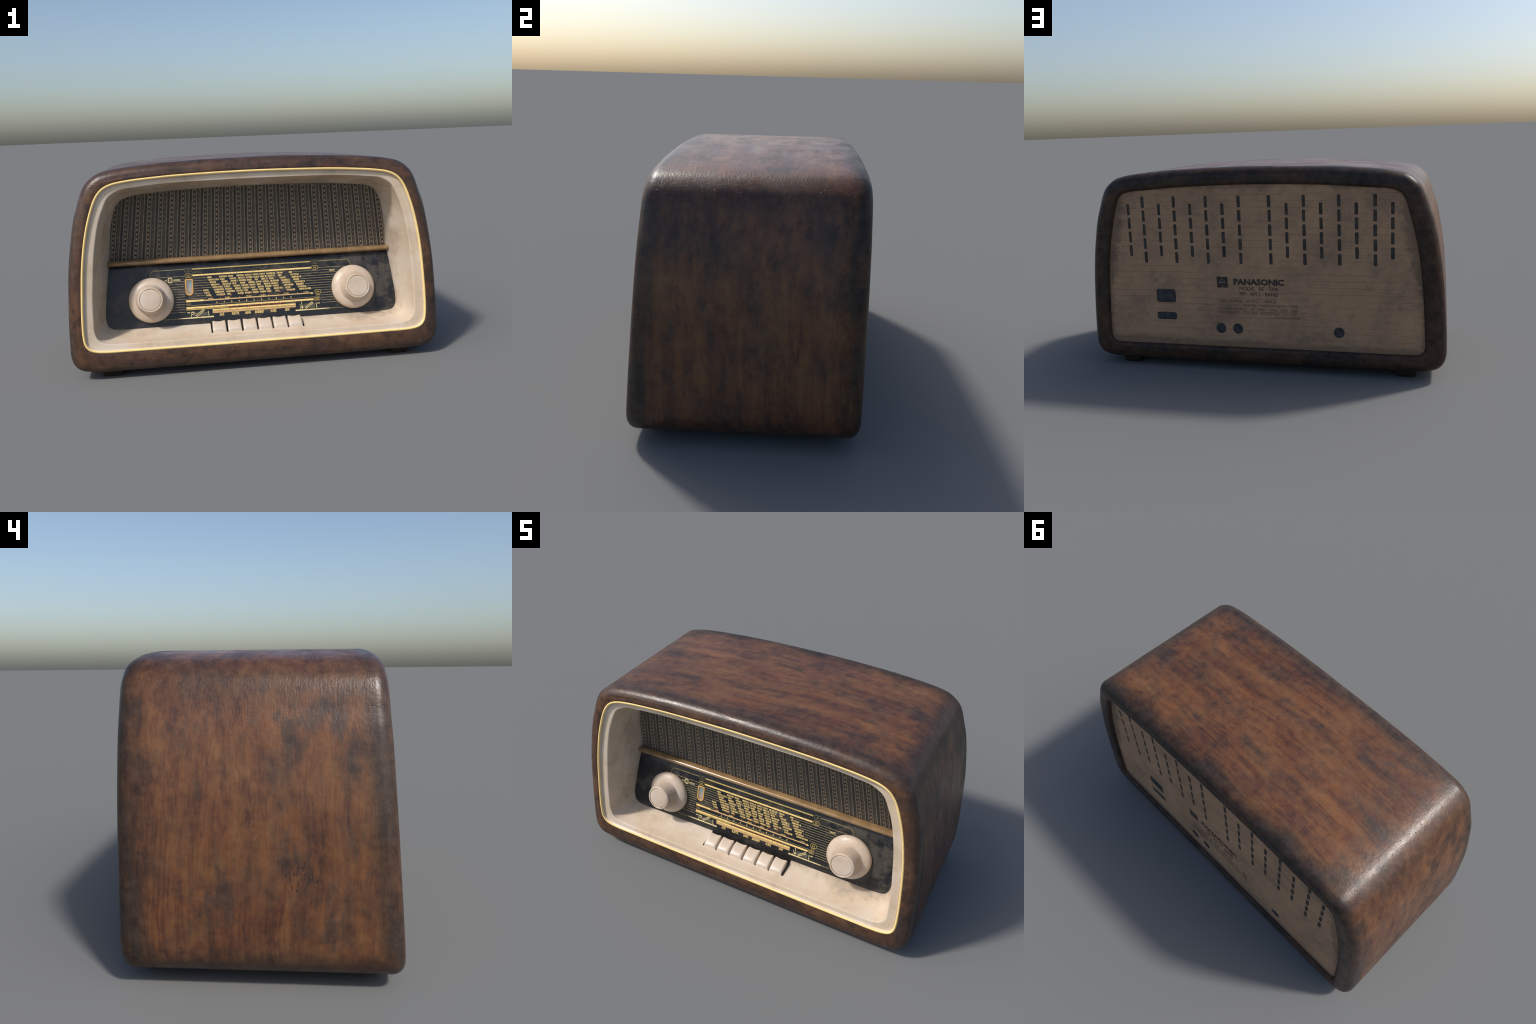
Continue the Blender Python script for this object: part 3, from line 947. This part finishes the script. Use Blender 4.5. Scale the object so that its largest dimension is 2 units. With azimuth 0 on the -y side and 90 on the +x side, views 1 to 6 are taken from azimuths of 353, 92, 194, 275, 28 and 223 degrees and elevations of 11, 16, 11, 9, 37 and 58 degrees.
    # bass and treble symbols with a sloping ladder
    def ladder(ax, az, bx, bz, n=7):
        a, b = Vector((ax, az)), Vector((bx, bz)); d = (b - a).normalized(); q = Vector((-d.y, d.x)) * .0052
        for sgn in (-1, 1):
            pale.line([tuple(a + q * sgn), tuple(b + q * sgn)], .0020)
        for k in range(n):
            m = a + (b - a) * ((k + .5) / n)
            pale.line([tuple(m - q), tuple(m + q)], .0034)
        grey.line([tuple(a), tuple(b)], .011)
    grey.quad([(-.345, .2575), (-.264, .2575), (-.264, .2770), (-.345, .2770)])
    ladder(-.331, .2570, -.284, .2905)
    pale.line([(-.357, .2535), (-.357, .2830)], .0026)
    pale.line([(-.262, .2815), (-.259, .2560)], .0036)
    pale.line([(-.352, .2790), (-.345, .2815), (-.340, .2770), (-.343, .2720), (-.350, .2680)], .0048)
    pale.bar(-.379, -.363, .2790, .0042)
    grey.quad([(.279, .2575), (.345, .2575), (.345, .2830), (.279, .2830)])
    ladder(.289, .2590, .334, .2885)
    pale.line([(.260, .2545), (.260, .2840)], .0020)
    pale.line([(.272, .2560), (.270, .2950)], .0034)
    pale.line([(.266, .2640), (.272, .2600), (.277, .2660), (.271, .2720), (.266, .2680)], .0036)
    pale.line([(.353, .2840), (.356, .2560)], .0034)
    pale.bar(.360, .376, .2815, .0042)
    for P in (gold, bright, dim, thin, olive, copper, red, dred, pale, grey, labels, olive2):
        P.done(dial)
MAT["print_word"] = simple("station_name_print", (.62, .45, .175), .45, 0, .5, .15, 50)
MAT["print_frame"] = simple("worn_frame_print", (.20, .165, .062), .5, 0, .5, .3, 30)
olive2 = Print("frame_line", "print_frame")
build_dial_print()

def build_eye():
    def outline(x0, x1, z1, z0, n=14):
        cx, w = (x0 + x1) / 2, (x1 - x0) / 2
        hb = w * 1.05
        pts = [(x0 + .003, z1), (x1 - .003, z1), (x1, z1 - .003)]
        for k in range(n + 1):
            a = math.pi * k / n
            pts.append((cx + w * math.cos(a), z0 + hb - hb * math.sin(a) ** .85))
        pts.append((x0, z1 - .003))
        return pts
    o, i = outline(-.3815, -.3365, .4605, .3715), outline(-.3745, -.3435, .4545, .3785)
    lift = lambda P, l: [(x, DIAL_Y(z) - l, z) for x, z in P]
    me = loft("tuning_eye", [lift(o, 0), lift(o, .0045), lift([((a[0] * .5 + b[0] * .5), (a[1] * .5 + b[1] * .5)) for a, b in zip(o, i)], .0058), lift(i, .0045), lift(i, .001)], True, True)
    fr = add("tuning_eye", me, "amber", None, True, 50)
    V = lift(i, .0025)
    g = add("glass", mesh_from("glass", V, [tuple(range(len(V)))]), "eye", fr, smooth=False)
build_eye()

# ------------------------------------------------------------------ back board
PANEL_Y = .4545
SLIT_X = [.084, .177, .270, .361, .455, .545, .640, .728]
def rrect(cx, cz, w, h, r, n=5):
    P = []
    for (sx, sz, a0) in ((1, 1, 0), (-1, 1, 90), (-1, -1, 180), (1, -1, 270)):
        for k in range(n + 1):
            a = math.radians(a0 + 90 * k / n)
            P.append((cx + sx * (w / 2 - r) + r * math.cos(a), cz + sz * (h / 2 - r) + r * math.sin(a)))
    return P
def build_back():
    shapes = [[tuple(p) for p in resample(BACK, 220)]]
    slits = []
    for s in (-1, 1):
        for i, x in enumerate(SLIT_X):
            tall = i % 2 == 0
            n, z0 = (5, .6355) if tall else (4, .672)
            for k in range(n):
                slits.append(rrect(s * x + rng.uniform(-.0006, .0006), z0 + k * .0773, .0182 + rng.uniform(-.0014, .0014), .0625, .0050))
    sock = [rrect(.535, .4160, .116, .0765, .013), rrect(.537, .2995, .120, .0430, .014)]
    rounds = [[(cx + .0290 * math.cos(a), .239 + .0300 * math.sin(a)) for a in (2 * math.pi * k / 28 for k in range(28))] for cx in (.217, .1195, -.445)]
    shapes += slits + sock + rounds
    cu = bpy.data.curves.new("back_board", 'CURVE')
    cu.dimensions = '2D'; cu.fill_mode = 'BOTH'; cu.extrude = .0012
    for P in shapes:
        sp = cu.splines.new('POLY'); sp.points.add(len(P) - 1); sp.use_cyclic_u = True
        for q, p in zip(sp.points, P):
            q.co = (-p[0], p[1], 0, 1)                        # mirrored: seen from behind
    tmp = bpy.data.objects.new("back_board", cu); COL.objects.link(tmp)
    me = bpy.data.meshes.new_from_object(tmp.evaluated_get(bpy.context.evaluated_depsgraph_get()))
    bpy.data.objects.remove(tmp); bpy.data.curves.remove(cu)
    for v in me.vertices:
        v.co = (-v.co.x, PANEL_Y - .0012 + v.co.z, v.co.y)
    me.update(); me.materials.clear()
    bo = add("back_board", me, "back", smooth=False)
    # dark lining behind the slits
    lin = [(x * .97, PANEL_Y - .0028, .57 + (z - .57) * .97) for x, z in shapes[0]]
    add("lining", mesh_from("lining", lin, [tuple(range(len(lin)))], False), "slit", bo, smooth=False)
    for P in sock + rounds:
        P = [(np.mean([p[0] for p in P]) + (p[0] - np.mean([p[0] for p in P])) * 1.0, p[1]) for p in P]
        c = (np.mean([p[0] for p in P]), np.mean([p[1] for p in P]))
        rings = []
        for k, y in ((1.01, PANEL_Y - .0022), (.97, PANEL_Y - .0018), (.86, PANEL_Y - .0014), (.5, PANEL_Y - .0012), (.02, PANEL_Y - .0012)):
            rings.append([(c[0] + (x - c[0]) * k, y, c[1] + (z - c[1]) * k) for x, z in P])
        add("socket", loft("socket", rings, True, False, False, False), "socket", bo)
    # lettering
    def words(items, name, mat, bold):
        V, F = [], []
        for s, xl, xr, zc, h in items:                        # xl is the left end as read from behind
            me = text_mesh(s, bold, 0.)
            co = np.array([v.co for v in me.vertices])
            co[:, 0] -= co[:, 0].min(); sx = (xl - xr) / co[:, 0].max(); k = h / .70
            b = len(V)
            V += [(xl - c[0] * sx, PANEL_Y + .0009, zc + c[1] * k - h / 2) for c in co]
            F += [tuple(b + i for i in p.vertices) for p in me.polygons]
            bpy.data.meshes.remove(me)
        me = mesh_from(name, V, F)
        ob = add(name, me, mat, bo, smooth=False)
        ob["kind"] = "stuff"
    words([("PANASONIC", .132, -.152, .506, .031)], "maker_lettering", "ink", .045)
    words([("MODEL  RE - 7200", .099, -.119, .4685, .0200), ("FM - AM 2 - BAND", .098, -.117, .4385, .0200)], "model_lettering", "ink", 0.)
    words([("FREQ. RANGE : FM 87.5 - 108MHZ", .219, -.105, .3975, .0150), ("AM 525 - 1605KHZ (STD - 1570)", .080, -.228, .3745, .0150),
           ("POWER SOURCE :  AC ONLY  60HZ  120V  10W", .222, -.223, .3520, .0150),
           ("MATSUSHITA  ELECTRIC  INDUSTRIAL  CO., LTD.", .221, -.223, .3315, .0150), ("MADE IN JAPAN", -.096, -.232, .3100, .0140)],
          "specification_lettering", "faint_ink", 0.)
    # square emblem: notched plate, ring and bar
    x0, x1, z0, z1 = .166, .228, .471, .532
    cx = (x0 + x1) / 2; y = PANEL_Y + .0009
    def flat(P, yy):
        return [(x, yy, z) for x, z in P]
    V = flat([(x1, z1), (cx + .006, z1), (cx + .001, z1 - .007), (cx - .004, z1), (x0, z1), (x0, z0), (cx - .006, z0), (cx - .001, z0 + .007), (cx + .004, z0), (x1, z0)], y)
    em = add("emblem", mesh_from("emblem", V, [tuple(range(len(V)))]), "ink", bo, smooth=False)
    cz = (z0 + z1) / 2
    A = [2 * math.pi * k / 40 for k in range(40)]
    rgs = [[(cx + r * math.cos(a), y + .0005, cz + r * math.sin(a)) for a in A] for r in (.0150, .0175)]
    add("ring", loft("ring", rgs), "faint_ink", em, smooth=False)
    V = flat([(cx + .019, cz - .003), (cx - .019, cz - .003), (cx - .019, cz + .003), (cx + .019, cz + .003)], y + .0009)
    add("bar", mesh_from("bar", V, [(0, 1, 2, 3)]), "pale_ink", em, smooth=False)
build_back()
